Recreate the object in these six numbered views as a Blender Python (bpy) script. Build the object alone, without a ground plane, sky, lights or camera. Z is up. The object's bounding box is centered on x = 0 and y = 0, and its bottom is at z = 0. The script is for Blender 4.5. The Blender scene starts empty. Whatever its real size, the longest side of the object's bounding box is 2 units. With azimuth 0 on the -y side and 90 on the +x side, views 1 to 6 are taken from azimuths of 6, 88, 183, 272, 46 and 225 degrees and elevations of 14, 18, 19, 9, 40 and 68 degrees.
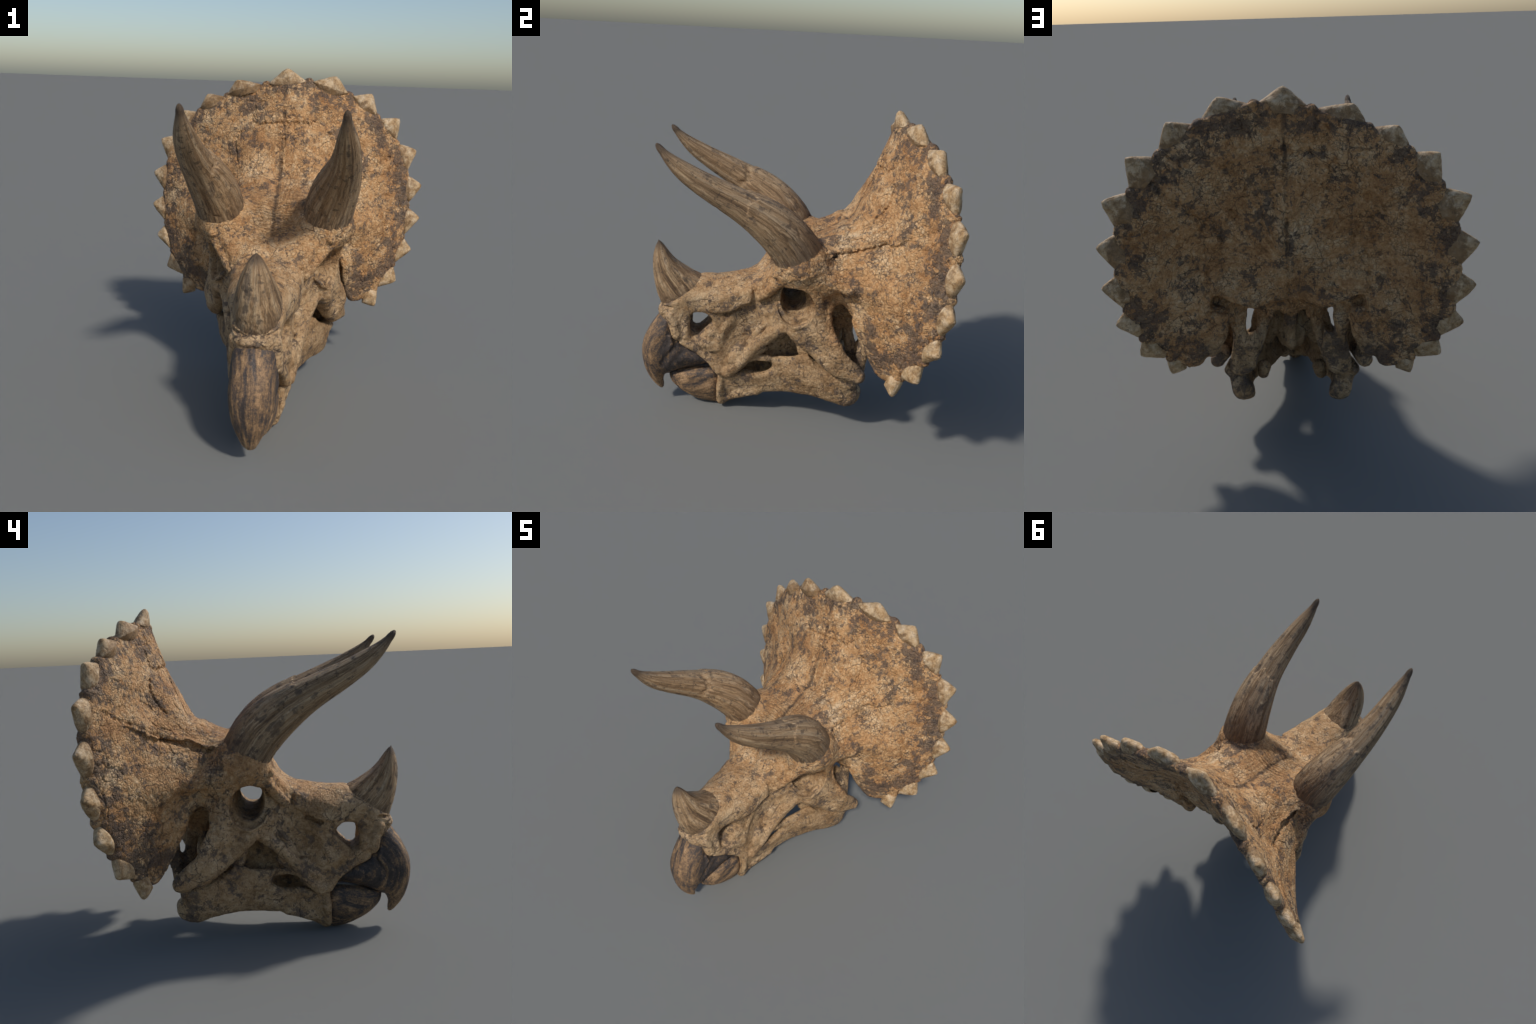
import bpy, math
import numpy as np

F = np.float32
VOX = 0.0042            # voxel edge of the sculpted parts, metres
rng = np.random.default_rng(11)

# ---------------------------------------------------------------- field tools
def smin(a, b, k):
    h = np.maximum(k - np.abs(a - b), 0) / k
    return np.minimum(a, b) - h * h * k * 0.25

def smax(a, b, k):
    h = np.maximum(k - np.abs(a - b), 0) / k
    return np.maximum(a, b) + h * h * k * 0.25

def sstep(e0, e1, v):
    t = np.clip((v - e0) / (e1 - e0), 0, 1)
    return t * t * (3 - 2 * t)

class Sheet:
    """a function of two coordinates kept on a fine grid, read back bilinearly"""
    def __init__(self, lo, hi, step=0.006):
        self.lo, self.step = lo, step
        self.nu, self.nv = [int((h - l) / step) + 2 for l, h in zip(lo, hi)]
        self.U, self.V = np.meshgrid(lo[0] + step * np.arange(self.nu), lo[1] + step * np.arange(self.nv), indexing="ij")
        self.g = None

    def slope(self):
        gu, gv = np.gradient(self.a, self.step)
        self.g = np.sqrt(1 + gu ** 2 + gv ** 2).astype(F)
        return self

    def _at(self, grid, u, v):
        u = np.clip((u - self.lo[0]) / self.step, 0, self.nu - 1.001)
        v = np.clip((v - self.lo[1]) / self.step, 0, self.nv - 1.001)
        i, j = u.astype(np.int32), v.astype(np.int32)
        fu, fv = (u - i).astype(F), (v - j).astype(F)
        f = grid.ravel()
        n = i * self.nv + j
        return (f[n] * (1 - fu) + f[n + self.nv] * fu) * (1 - fv) + (f[n + 1] * (1 - fu) + f[n + self.nv + 1] * fu) * fv

    def __call__(self, u, v):
        return self._at(self.a, u, v)

    def grad(self, u, v):
        return self._at(self.g, u, v)

def plate_through(points, lo, hi, stiff=1e-4):
    """smooth thin plate through scattered (u, v, value) points"""
    P = np.array(points, float)
    n = len(P)
    def ker(r2):
        return 0.5 * r2 * np.log(r2 + 1e-9)
    d2 = ((P[:, None, :2] - P[None, :, :2]) ** 2).sum(-1)
    A = np.zeros((n + 3, n + 3))
    A[:n, :n] = ker(d2) + stiff * np.eye(n)
    A[:n, n], A[:n, n + 1:] = 1, P[:, :2]
    A[n, :n], A[n + 1:, :n] = 1, P[:, :2].T
    w = np.linalg.solve(A, np.append(P[:, 2], [0, 0, 0]))
    s = Sheet(lo, hi, 0.012)
    out = w[n] + w[n + 1] * s.U + w[n + 2] * s.V
    for i in range(n):
        out += w[i] * ker((s.U - P[i, 0]) ** 2 + (s.V - P[i, 1]) ** 2)
    s.a = out.astype(F)
    return s.slope()

def rounded(pts, per=5, closed=True):
    """Catmull-Rom through the control points"""
    P = np.array(pts, float)
    n = len(P)
    out = []
    for i in range(n if closed else n - 1):
        ids = [(i - 1) % n, i, (i + 1) % n, (i + 2) % n] if closed else [max(i - 1, 0), i, i + 1, min(i + 2, n - 1)]
        a, b, c, d = P[ids]
        for t in np.arange(per) / per:
            out.append(0.5 * (2 * b + (c - a) * t + (2 * a - 5 * b + 4 * c - d) * t ** 2 + (3 * b - a - 3 * c + d) * t ** 3))
    if not closed:
        out.append(P[-1])
    return np.array(out)

def outline(pts, lo, hi, per=4):
    """signed distance to a rounded closed outline, negative inside"""
    Q = rounded(pts, per)
    s = Sheet(lo, hi)
    px, py = s.U.astype(F), s.V.astype(F)
    d = np.full(px.shape, 9, F)
    inside = np.zeros(px.shape, bool)
    for (ax, ay), (bx, by) in zip(Q, np.roll(Q, -1, 0)):
        ex, ey = bx - ax, by - ay
        wx, wy = px - F(ax), py - F(ay)
        t = np.clip((wx * ex + wy * ey) / (ex * ex + ey * ey + 1e-12), 0, 1)
        d = np.minimum(d, (wx - ex * t) ** 2 + (wy - ey * t) ** 2)
        if abs(ey) > 1e-9:
            inside ^= ((ay > py) != (by > py)) & (wx < ex * wy / ey)
    s.a = np.where(inside, -np.sqrt(d), np.sqrt(d)).astype(F)
    return s

class Field:
    """signed distances at a set of points, shaped step by step"""
    def __init__(self, x, y, z):
        self.x, self.y, self.z = x, y, z
        self.d = np.full(x.shape, 1, F)

    def near(self, lo, hi, m):
        return np.nonzero((self.x > lo[0] - m) & (self.x < hi[0] + m) & (self.y > lo[1] - m) & (self.y < hi[1] + m) & (self.z > lo[2] - m) & (self.z < hi[2] + m))[0]

    def add(self, i, v, k):
        self.d[i] = smin(self.d[i], v, k)

    def cut(self, i, v, k):
        self.d[i] = smax(self.d[i], -v, k)

    def tube(self, pts, k=0.03, flat=(1, 1, 1), carve=False):
        """chain of round cones: pts are (x, y, z, radius)"""
        P = np.array(pts, float)
        s = np.array(flat, float)
        r = P[:, 3].max() / s.min()
        i = self.near(P[:, :3].min(0) - r, P[:, :3].max(0) + r, 0.075)
        if not len(i):
            return
        x, y, z = self.x[i], self.y[i], self.z[i]
        best = np.full(len(i), 9, F)
        for a, b in zip(P[:-1], P[1:]):
            e = (b - a)[:3] * s
            wx, wy, wz = (x - F(a[0])) * F(s[0]), (y - F(a[1])) * F(s[1]), (z - F(a[2])) * F(s[2])
            t = np.clip((wx * F(e[0]) + wy * F(e[1]) + wz * F(e[2])) / F((e ** 2).sum() + 1e-12), 0, 1)
            q = np.sqrt((wx - F(e[0]) * t) ** 2 + (wy - F(e[1]) * t) ** 2 + (wz - F(e[2]) * t) ** 2) - (F(a[3]) + F(b[3] - a[3]) * t)
            best = np.minimum(best, q)
        best = best / F(s.max())
        if carve:
            self.cut(i, best, k)
        else:
            self.add(i, best, k)

    def ball(self, c, r, k=0.02, carve=False):
        c, r = np.array(c, float), np.broadcast_to(np.array(r, float), 3)
        i = self.near(c - r, c + r, 0.07)
        if not len(i):
            return
        q = np.sqrt(((self.x[i] - F(c[0])) / F(r[0])) ** 2 + ((self.y[i] - F(c[1])) / F(r[1])) ** 2 + ((self.z[i] - F(c[2])) / F(r[2])) ** 2)
        v = (q - 1) * F(r.min())
        (self.cut if carve else self.add)(i, v, k)

def surface(fn, lo, hi, h):
    """sculpt fn(x>=0, y, z) and its mirror image into a quad mesh (surface nets)"""
    B = 8
    n = [int(math.ceil((hi[a] - lo[a]) / (h * B))) * B for a in range(3)]
    org = np.array([-2 * h, lo[1], lo[2]])
    n[0] += B
    nb = [m // B for m in n]
    c = [org[a] + h * (B * np.arange(nb[a]) + (B - 1) / 2) for a in range(3)]
    CX, CY, CZ = [g.ravel().astype(F) for g in np.meshgrid(*c, indexing="ij")]
    dc = fn(np.abs(CX), CY, CZ)
    vol = np.repeat(np.repeat(np.repeat(np.where(dc < 0, F(-1), F(1)).reshape(nb), B, 0), B, 1), B, 2)
    hot = np.nonzero(np.abs(dc) < h * B * 1.35)[0]
    off = np.array([(i, j, k) for i in range(B) for j in range(B) for k in range(B)])
    bi = np.stack(np.unravel_index(hot, nb), 1) * B
    for s in range(0, len(hot), 3000):
        idx = (bi[s:s + 3000, None, :] + off[None]).reshape(-1, 3)
        p = (org + h * idx).astype(F)
        vol[idx[:, 0], idx[:, 1], idx[:, 2]] = fn(np.abs(p[:, 0]), p[:, 1].copy(), p[:, 2].copy())
    neg = vol < 0
    mixed = np.zeros([m - 1 for m in n], np.int8)
    for i in (0, 1):
        for j in (0, 1):
            for k in (0, 1):
                mixed += neg[i:n[0] - 1 + i, j:n[1] - 1 + j, k:n[2] - 1 + k]
    cell = np.stack(np.nonzero((mixed > 0) & (mixed < 8)), 1)
    cell = cell[cell[:, 0] >= 2]
    num = np.full([m - 1 for m in n], -1, np.int32)
    num[cell[:, 0], cell[:, 1], cell[:, 2]] = np.arange(len(cell))
    acc, cnt = np.zeros((len(cell), 3)), np.zeros(len(cell))
    cor = [(i, j, k) for i in (0, 1) for j in (0, 1) for k in (0, 1)]
    val = {q: vol[cell[:, 0] + q[0], cell[:, 1] + q[1], cell[:, 2] + q[2]] for q in cor}
    for a in cor:
        for ax in range(3):
            if a[ax]:
                continue
            b = tuple(1 if m == ax else a[m] for m in range(3))
            va, vb = val[a], val[b]
            m = (va < 0) != (vb < 0)
            t = va[m] / (va[m] - vb[m])
            pos = np.tile(np.array(a, float), (m.sum(), 1))
            pos[:, ax] += t
            acc[m] += pos
            cnt[m] += 1
    V = org + h * (cell + acc / cnt[:, None])
    N = len(V)
    quads = []
    for ax in range(3):
        u, w = [(1, 2), (2, 0), (0, 1)][ax]
        sl = [slice(0, -1) if m == ax else slice(None) for m in range(3)]
        s2 = [slice(1, None) if m == ax else slice(None) for m in range(3)]
        e = np.stack(np.nonzero(neg[tuple(sl)] != neg[tuple(s2)]), 1)
        e = e[(e[:, 0] >= 2) & (e[:, 1] > 0) & (e[:, 2] > 0) & (e[:, 0] < n[0] - 1) & (e[:, 1] < n[1] - 1) & (e[:, 2] < n[2] - 1)]
        flip = ~neg[e[:, 0], e[:, 1], e[:, 2]]
        q = []
        for du, dw in ((1, 1), (0, 1), (0, 0), (1, 0)):
            m = e.copy()
            m[:, u] -= du
            m[:, w] -= dw
            left = m[:, 0] < 2
            m[left, 0] = 2
            k = num[m[:, 0], m[:, 1], m[:, 2]]
            q.append(np.where(left, k + N, k))
        q = np.stack(q, 1)
        q[flip] = q[flip][:, ::-1]
        mid = (e[:, 0] == 2) & (ax != 0)
        quads.append(q[mid])
        r = q[~mid]
        quads.append(r)
        quads.append((r + N)[:, ::-1])
    Q = np.concatenate(quads)
    V = np.concatenate([V, V * [-1, 1, 1]])
    Q = Q[(Q % N >= 0).all(1) & (Q >= 0).all(1)]
    return V, Q

def vertex_normals(V, Q):
    fn = np.cross(V[Q[:, 2]] - V[Q[:, 0]], V[Q[:, 3]] - V[Q[:, 1]])
    N = np.zeros_like(V)
    for k in range(4):
        for a in range(3):
            N[:, a] += np.bincount(Q[:, k], fn[:, a], len(V))
    return N / np.maximum(np.linalg.norm(N, axis=1, keepdims=True), 1e-12)

# ---------------------------------------------------------------- noise in numpy
def hashed(i, j, k, seed):
    n = (i.astype(np.int64) * 73856093) ^ (j.astype(np.int64) * 19349663) ^ (k.astype(np.int64) * 83492791) ^ (seed * 2654435761)
    n = (n ^ (n >> 13)) * 1274126177
    return ((n ^ (n >> 16)) & 0xFFFF).astype(F) / 65535

def lumps(P, size, seed=0, octaves=3):
    """value noise, -1..1"""
    out, amp, tot = np.zeros(len(P), F), 1.0, 0.0
    for o in range(octaves):
        q = P / size + 17.3 * o
        i = np.floor(q).astype(np.int64)
        f = (q - i).astype(F)
        f = f * f * (3 - 2 * f)
        v = np.zeros(len(P), F)
        for a in (0, 1):
            for b in (0, 1):
                for c in (0, 1):
                    w = (f[:, 0] if a else 1 - f[:, 0]) * (f[:, 1] if b else 1 - f[:, 1]) * (f[:, 2] if c else 1 - f[:, 2])
                    v += w * hashed(i[:, 0] + a, i[:, 1] + b, i[:, 2] + c, seed + o)
        out += amp * (2 * v - 1)
        tot += amp
        amp *= 0.5
        size *= 0.5
    return out / tot

def cells(P, size, seed=0):
    """Worley noise: distance to the nearest seed and the gap to the second"""
    q = P / size
    base = np.floor(q - 0.5).astype(np.int64)
    f1, f2 = np.full(len(P), 9, F), np.full(len(P), 9, F)
    tint = np.zeros(len(P), F)
    for a in (0, 1):
        for b in (0, 1):
            for c in (0, 1):
                i, j, k = base[:, 0] + a, base[:, 1] + b, base[:, 2] + c
                px = i + 0.2 + 0.6 * hashed(i, j, k, seed)
                py = j + 0.2 + 0.6 * hashed(i, j, k, seed + 5)
                pz = k + 0.2 + 0.6 * hashed(i, j, k, seed + 9)
                d = np.sqrt((q[:, 0] - px) ** 2 + (q[:, 1] - py) ** 2 + (q[:, 2] - pz) ** 2).astype(F)
                new = d < f1
                f2 = np.where(new, f1, np.minimum(f2, d))
                f1 = np.where(new, d, f1)
                tint = np.where(new, hashed(i, j, k, seed + 21), tint)
    return f1, f2 - f1, tint

# ---------------------------------------------------------------- the skull bone
YZ = ((-1.0, -0.05), (1.0, 2.1))
XZ = ((-0.05, 0.2), (1.1, 2.15))

face_line = outline([
    (-.775, .650), (-.775, .705), (-.70, .775), (-.60, .855), (-.51, .93), (-.37, .94), (-.24, .97), (-.15, 1.02),
    (-.09, 1.08), (0, 1.17), (.10, 1.25), (.20, 1.32), (.31, 1.35), (.42, 1.25), (.50, 1.05), (.50, .84),
    (.435, .80), (.408, .882), (.368, .902), (.320, .873), (.305, .80), (.312, .74), (.345, .687), (.384, .605),
    (.430, .560), (.472, .515), (.500, .452), (.480, .408), (.445, .395), (.375, .425), (.311, .450), (.263, .476),
    (.192, .541), (.134, .581), (.076, .624), (.021, .640), (-.040, .595), (-.095, .545), (-.140, .480), (-.19, .40),
    (-.25, .335), (-.305, .285), (-.365, .262), (-.395, .30), (-.42, .345), (-.49, .392), (-.60, .447), (-.66, .49),
    (-.705, .53), (-.735, .59)], *YZ)
face_side = plate_through([
    (-.77, .66, .085), (-.72, .60, .105), (-.68, .52, .115), (-.70, .74, .125), (-.60, .46, .125), (-.50, .42, .135), (-.42, .36, .15),
    (-.60, .80, .15), (-.50, .85, .165), (-.55, .66, .130), (-.60, .62, .125), (-.50, .70, .145), (-.45, .60, .155), (-.36, .28, .165), (-.30, .35, .165), (-.36, .45, .160),
    (-.30, .60, .150), (-.30, .80, .185), (-.20, .50, .143), (-.22, .65, .152), (-.20, .85, .180), (-.25, .73, .168), (-.12, .70, .190), (-.10, .90, .205), (-.05, .60, .222),
    (0, .72, .285), (0, .85, .275), (-.04, .90, .235), (.03, .64, .285), (.06, .75, .335), (.10, .65, .345), (.17, .86, .365), (.19, .55, .330), (.10, 1.0, .365),
    (.20, 1.0, .375), (.25, .80, .385), (.25, .65, .410), (.25, .55, .39), (.31, .46, .41), (.32, .56, .450), (.40, .50, .458), (.48, .45, .455), (.45, .41, .45),
    (.33, .95, .36), (.35, 1.1, .345), (.10, 1.15, .30), (.20, 1.25, .27), (0, 1.08, .22), (.30, 1.25, .30), (.45, 1.1, .35)], *YZ)

nasal_line = outline([(-.70, .70), (-.62, .83), (-.51, .905), (-.37, .925), (-.24, .96), (-.186, .90), (-.178, .835), (-.195, .80), (-.235, .782),
                      (-.285, .745), (-.34, .722), (-.40, .706), (-.49, .706), (-.58, .69), (-.66, .685)], *YZ)
nasal_side = plate_through([(-.70, .70, .116), (-.60, .70, .130), (-.62, .80, .142), (-.51, .88, .150), (-.50, .72, .152), (-.40, .71, .185), (-.40, .82, .190), (-.37, .90, .17),
                            (-.25, .80, .208), (-.20, .88, .205), (-.24, .94, .18), (-.18, .82, .216), (-.30, .76, .206), (-.22, .79, .216)], *YZ)
brow_line = outline([(-.172, .885), (-.163, .835), (-.131, .812), (-.104, .842), (-.052, .896), (-.012, .975), (.024, 1.0), (.075, .990), (.11, .985), (.16, 1.03),
                     (.20, 1.09), (.20, 1.16), (.10, 1.20), (0, 1.12), (-.10, 1.02), (-.16, .96)], *YZ)
brow_side = plate_through([(-.165, .87, .210), (-.131, .82, .222), (-.10, .85, .245), (-.05, .91, .305), (-.04, 1.0, .345), (.0, 1.0, .355), (.05, 1.0, .362), (.10, 1.0, .368), (.05, 1.07, .385),
                           (.16, 1.05, .408), (.20, 1.12, .395), (.10, 1.15, .37), (0, 1.09, .36), (-.10, .98, .25), (-.05, 1.04, .30), (-.15, .94, .20), (.10, 1.2, .33)], *YZ)
nostril = outline([(-.585, .655), (-.548, .688), (-.492, .694), (-.456, .677), (-.427, .644), (-.418, .608), (-.435, .565), (-.475, .525), (-.521, .500),
                   (-.55, .512), (-.595, .545), (-.612, .60)], *YZ)

back_wall = outline([(.19, .655), (.215, .64), (.245, .64), (.262, .70), (.27, .80), (.34, .82), (.308, .60), (.335, .46), (.335, .37), (.27, .35), (.21, .39), (.185, .46), (.18, .56)], *XZ)
rim_line = outline([(-.15, 1.915), (0, 1.93), (.15, 1.912), (.29, 1.885), (.416, 1.83), (.52, 1.775), (.61, 1.705), (.69, 1.63), (.753, 1.545), (.805, 1.45), (.836, 1.342),
                    (.851, 1.23), (.855, 1.122), (.851, 1.01), (.838, .908), (.815, .81), (.775, .715), (.725, .63), (.665, .565), (.61, .515), (.555, .482), (.495, .49), (.458, .565),
                    (.430, .67), (.420, .78), (.40, .90), (.30, .86), (.20, .815), (.10, .835), (0, .848), (-.15, .835)], *XZ)
frill_front = plate_through([
    (0, 1.15, .10), (0, 1.22, .20), (0, 1.265, .325), (0, 1.335, .418), (0, 1.44, .465), (0, 1.55, .512), (0, 1.66, .550), (0, 1.76, .586), (0, 1.86, .615), (0, 1.95, .655),
    (.15, 1.20, .12), (.15, 1.25, .22), (.15, 1.275, .31), (.15, 1.340, .405), (.15, 1.43, .462), (.16, 1.53, .515), (.17, 1.62, .568), (.15, 1.71, .590), (.15, 1.80, .630),
    (.15, 1.90, .665), (.30, 1.87, .705), (.416, 1.83, .735), (.61, 1.70, .775), (.753, 1.545, .812), (.834, 1.342, .815), (.851, 1.122, .805), (.851, .908, .785), (.789, .724, .735), (.68, .564, .655),
    (.245, 1.56, .560), (.26, 1.49, .532), (.22, 1.69, .612), (.25, 1.36, .455), (.25, 1.27, .36), (.337, 1.18, .290), (.366, 1.23, .435), (.405, 1.29, .555), (.35, 1.45, .60), (.48, 1.43, .64), (.48, 1.35, .605), (.45, 1.60, .67), (.60, 1.45, .72),
    (.432, .804, .408), (.441, .675, .462), (.504, .494, .568), (.36, .93, .345), (.43, .92, .425), (.36, 1.05, .280), (.45, .97, .415), (.54, 1.02, .482), (.50, 1.10, .475), (.50, .90, .485), (.60, 1.15, .625), (.65, .90, .61), (.60, .70, .575), (.72, 1.2, .725), (.75, 1.0, .705), (.48, 1.20, .53)], *XZ, stiff=3e-4)
frill_rear = plate_through([
    (0, .78, .56), (0, 1.0, .625), (0, 1.2, .645), (0, 1.6, .672), (0, 1.80, .70), (0, 1.93, .715), (.05, 1.2, .640), (.05, 1.5, .675), (.15, 1.2, .625), (.15, 1.5, .655), (.15, 1.0, .605), (.28, 1.2, .625), (.28, 1.5, .665), (.28, 1.0, .610), (.43, 1.2, .655), (.43, 1.4, .715), (.43, 1.0, .650), (.57, 1.2, .735), (.55, 1.41, .795), (.57, 1.0, .725), (.70, 1.2, .84), (.72, 1.05, .835), (.72, .80, .785),
    (.834, 1.342, .885), (.855, 1.122, .880), (.851, .908, .855), (.79, .724, .80), (.68, .564, .71), (.753, 1.545, .875), (.61, 1.70, .845), (.416, 1.83, .80), (.15, 1.91, .725), (.30, 1.87, .77), (.15, 1.72, .688), (.30, 1.72, .755), (.50, 1.6, .795), (.65, 1.43, .84),
    (.50, .50, .66), (.28, .78, .65), (.42, .80, .695), (.57, .80, .71), (.45, .60, .665), (.15, .78, .60)], *XZ, stiff=3e-4)
skull_top = plate_through([
    (0, -.75, .74), (0, -.60, .86), (0, -.51, .897), (0, -.37, .905), (0, -.24, .932), (0, -.15, .945), (0, -.09, .988), (0, 0, 1.068), (0, .088, 1.152), (0, .22, 1.200), (0, .33, 1.275), (0, .45, 1.40),
    (.10, -.60, .84), (.10, -.51, .880), (.10, -.37, .892), (.10, -.24, .920), (.10, -.15, .958), (.10, -.05, 1.048), (.10, .05, 1.138), (.12, .15, 1.225), (.14, .22, 1.242), (.15, .31, 1.283), (.15, .42, 1.39),
    (.18, -.50, .80), (.18, -.40, .835), (.19, -.30, .865), (.20, -.20, .905), (.20, -.12, .975), (.22, -.02, 1.12), (.22, .08, 1.205), (.24, .18, 1.225), (.28, .26, 1.235), (.30, -.06, 1.10), (.38, 0, 1.15), (.40, .12, 1.17), (.40, .22, 1.19), (.34, .30, 1.19)], (-.02, -.9), (.6, .6))

# valleys of the scalloped rim, from the top of the midline down to the jaw corner
VALLEY = np.array([(.15, .677, 1.915), (.416, .746, 1.833), (.61, .81, 1.708), (.753, .855, 1.548), (.834, .851, 1.342), (.853, .845, 1.122), (.845, .82, .908), (.789, .764, .718), (.675, .684, .560), (.56, .615, .485)])

def crack(f, pts, r, k=0.008):
    P = rounded(pts, 6, closed=False)
    n = np.arange(len(P))[:, None] * 1.37 + np.array([0, 2.1, 4.4]) + P[:1] * 40
    P = P + .0055 * (np.sin(n * 1.9) + .7 * np.sin(n * 4.3))
    w = 0.5 + 0.5 * np.sin(np.arange(len(P)) * 1.7)
    f.tube([(*p, r * (0.65 + 0.5 * q)) for p, q in zip(P, w)], k=k, carve=True)

def skull_field(x, y, z):
    f = Field(x, y, z)
    # facial wall and the solid roof behind it
    i = f.near((0, -.85, .2), (.5, .56, 1.35), .08)
    X, Y, Z = x[i], y[i], z[i]
    lat = (X - face_side(Y, Z)) / face_side.grad(Y, Z)
    kk = 0.045 + 0.05 * sstep(.75, 1.05, Z)
    d = smax(lat, face_line(Y, Z), kk)
    # hollow between the cheek walls
    roof = 0.70 + 0.12 * sstep(.15, .5, Y) - 0.18 * sstep(-.1, -.35, Y)
    wall = 0.050 + 0.02 * sstep(.0, -.4, Y)
    cav = smax(smax((X - face_side(Y, Z) + wall) / face_side.grad(Y, Z), Z - roof, .08), -(Y + .42), .05)
    d = smax(d, (Z - skull_top(X, Y)) / skull_top.grad(X, Y), .03)
    d = smax(d, -cav, .03)
    f.d[i] = d
    # temporal arcade keeps open behind the cheek: braincase, palate keel and the struts of the back of the skull
    f.tube([(0, -.30, .50, .028), (0, .05, .50, .030), (0, .33, .47, .026)], .02, flat=(1, 1, .5))
    f.tube([(0, .25, .78, .07), (0, .46, .78, .05)], .04)
    i = f.near((0, .40, .33), (.38, .60, .84), .06)
    X, Y, Z = x[i], y[i], z[i]
    mid = .488 + .042 * sstep(.46, .60, Z) + .03 * (X - .2)
    f.add(i, smax(np.abs(Y - mid) - .032, back_wall(X, Z), .04), .03)
    f.tube([(.135, .425, .76, .036), (.160, .435, .62, .034), (.20, .46, .50, .034)], .03)
    f.tube([(.28, .545, .76, .04), (.285, .535, .60, .030), (.318, .49, .41, .034)], .03)
    f.tube([(.375, .62, .78, .05), (.385, .635, .68, .045), (.42, .63, .58, .03)], .05)
    f.tube([(.10, .15, .82, .07), (.14, .30, .80, .06), (.16, .42, .80, .06)], .05)
    f.tube([(.16, .38, .74, .04), (.20, .34, .62, .035), (.22, .30, .52, .03)], .03)
    f.tube([(0, .46, .82, .05), (.10, .46, .82, .055), (.20, .47, .82, .055), (.30, .47, .86, .06)], .05)
    f.tube([(0, .40, .72, .045), (0, .39, .50, .036)], .03)
    f.tube([(.09, .26, .70, .05), (.12, .26, .56, .05), (.15, .22, .46, .04)], .04)
    # tooth row of the upper jaw, inside the cheek bar
    f.tube([(.150, -.30, .38, .035), (.160, -.17, .45, .045), (.165, -.10, .49, .035)], .02)
    f.tube([(.20, .13, .56, .03), (.215, .15, .50, .03), (.235, .22, .50, .03)], .02)
    # frill
    i = f.near((0, .05, .42), (.9, .92, 1.98), .07)
    X, Y, Z = x[i], y[i], z[i]
    fr = (frill_front(X, Z) - Y) / frill_front.grad(X, Z)
    bk = (Y - frill_rear(X, Z)) / frill_rear.grad(X, Z)
    d = smax(smax(fr, bk, .035), rim_line(X, Z), .035)
    f.add(i, d, .05)
    # back flange of the cheek side of the frill, down to the quadrate
    f.tube([(.34, .46, .90, .07), (.385, .53, .78, .045), (.405, .565, .66, .038), (.43, .59, .56, .030)], .05)
    # rim lumps between the spikes
    for v in VALLEY[:9]:
        g = [np.array([q], F) for q in (v[0], v[2])]
        yc = .5 * float(frill_front(*g)[0] + frill_rear(*g)[0])
        f.ball((v[0] - .012 * (v[0] > .1), yc, v[2]), (.015, .022, .015), .035)
    # raised nasal plate with its overhanging lower edge
    i = f.near((0, -.75, .66), (.25, -.15, 1.0), .07)
    X, Y, Z = x[i], y[i], z[i]
    d = smax((X - nasal_side(Y, Z)) / nasal_side.grad(Y, Z), nasal_line(Y, Z), .028)
    d = smax(d, (Z - skull_top(X, Y)) / skull_top.grad(X, Y), .03)
    f.add(i, d, .006)
    # brow plate over the eye
    i = f.near((0, -.2, .78), (.45, .25, 1.25), .07)
    X, Y, Z = x[i], y[i], z[i]
    d = smax((X - brow_side(Y, Z)) / brow_side.grad(Y, Z), brow_line(Y, Z), .03)
    d = smax(d, (Z - skull_top(X, Y)) / skull_top.grad(X, Y), .03)
    f.add(i, d, .008)
    f.tube([(.212, -.140, .842, .022), (.25, -.10, .888, .025), (.300, -.05, .960, .026), (.345, -.01, 1.015, .024)], .012)
    # horn boss
    f.tube([(.295, .15, .98, .12), (.316, .110, 1.104, .163)], .06)
    f.tube([(.385, .22, 1.075, .055), (.42, .30, 1.035, .048), (.455, .385, 1.01, .032)], .05)
    f.tube([(.365, .20, 1.02, .045), (.375, .27, .985, .030)], .06)
    for c, r in (((.405, -.005, 1.055), .034), ((.425, .055, 1.065), .036), ((.425, .115, 1.075), .040), ((.43, .165, 1.115), .040), ((.425, .195, 1.16), .036), ((.375, -.05, 1.03), .028),
                 ((.40, .15, 1.03), .035), ((.395, .20, 1.08), .035)):
        f.ball(np.array(c) + (-.032, 0, .018), r * .95, .009)
    # cheek bar and jugal ridges
    f.tube([(.262, .02, .675, .040), (.228, -.065, .60, .040), (.20, -.152, .508, .038), (.182, -.205, .425, .037), (.168, -.26, .355, .038), (.155, -.325, .295, .036)], .012)
    f.tube([(.165, -.24, .47, .026), (.16, -.29, .40, .024)], .03)
    f.tube([(.14, -.30, .68, .020), (.15, -.36, .58, .024), (.145, -.39, .47, .024)], .03)
    f.tube([(.33, .07, .68, .03), (.335, .16, .60, .035), (.35, .26, .52, .035), (.38, .36, .45, .035)], .05)
    f.tube([(.40, .44, .47, .05), (.425, .485, .44, .042)], .03)
    f.tube([(.36, .20, .95, .035), (.37, .215, .82, .034), (.375, .25, .70, .035)], .05)
    f.tube([(.372, .205, .93, .018), (.372, .200, .84, .020), (.364, .155, .756, .022), (.350, .085, .730, .024), (.316, .005, .757, .018), (.268, -.035, .81, .012)], .015)
    f.tube([(.190, -.085, .675, .022), (.178, -.14, .595, .025), (.172, -.185, .525, .022)], .010)
    f.tube([(.142, -.325, .60, .012), (.146, -.375, .515, .013)], .010)
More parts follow.
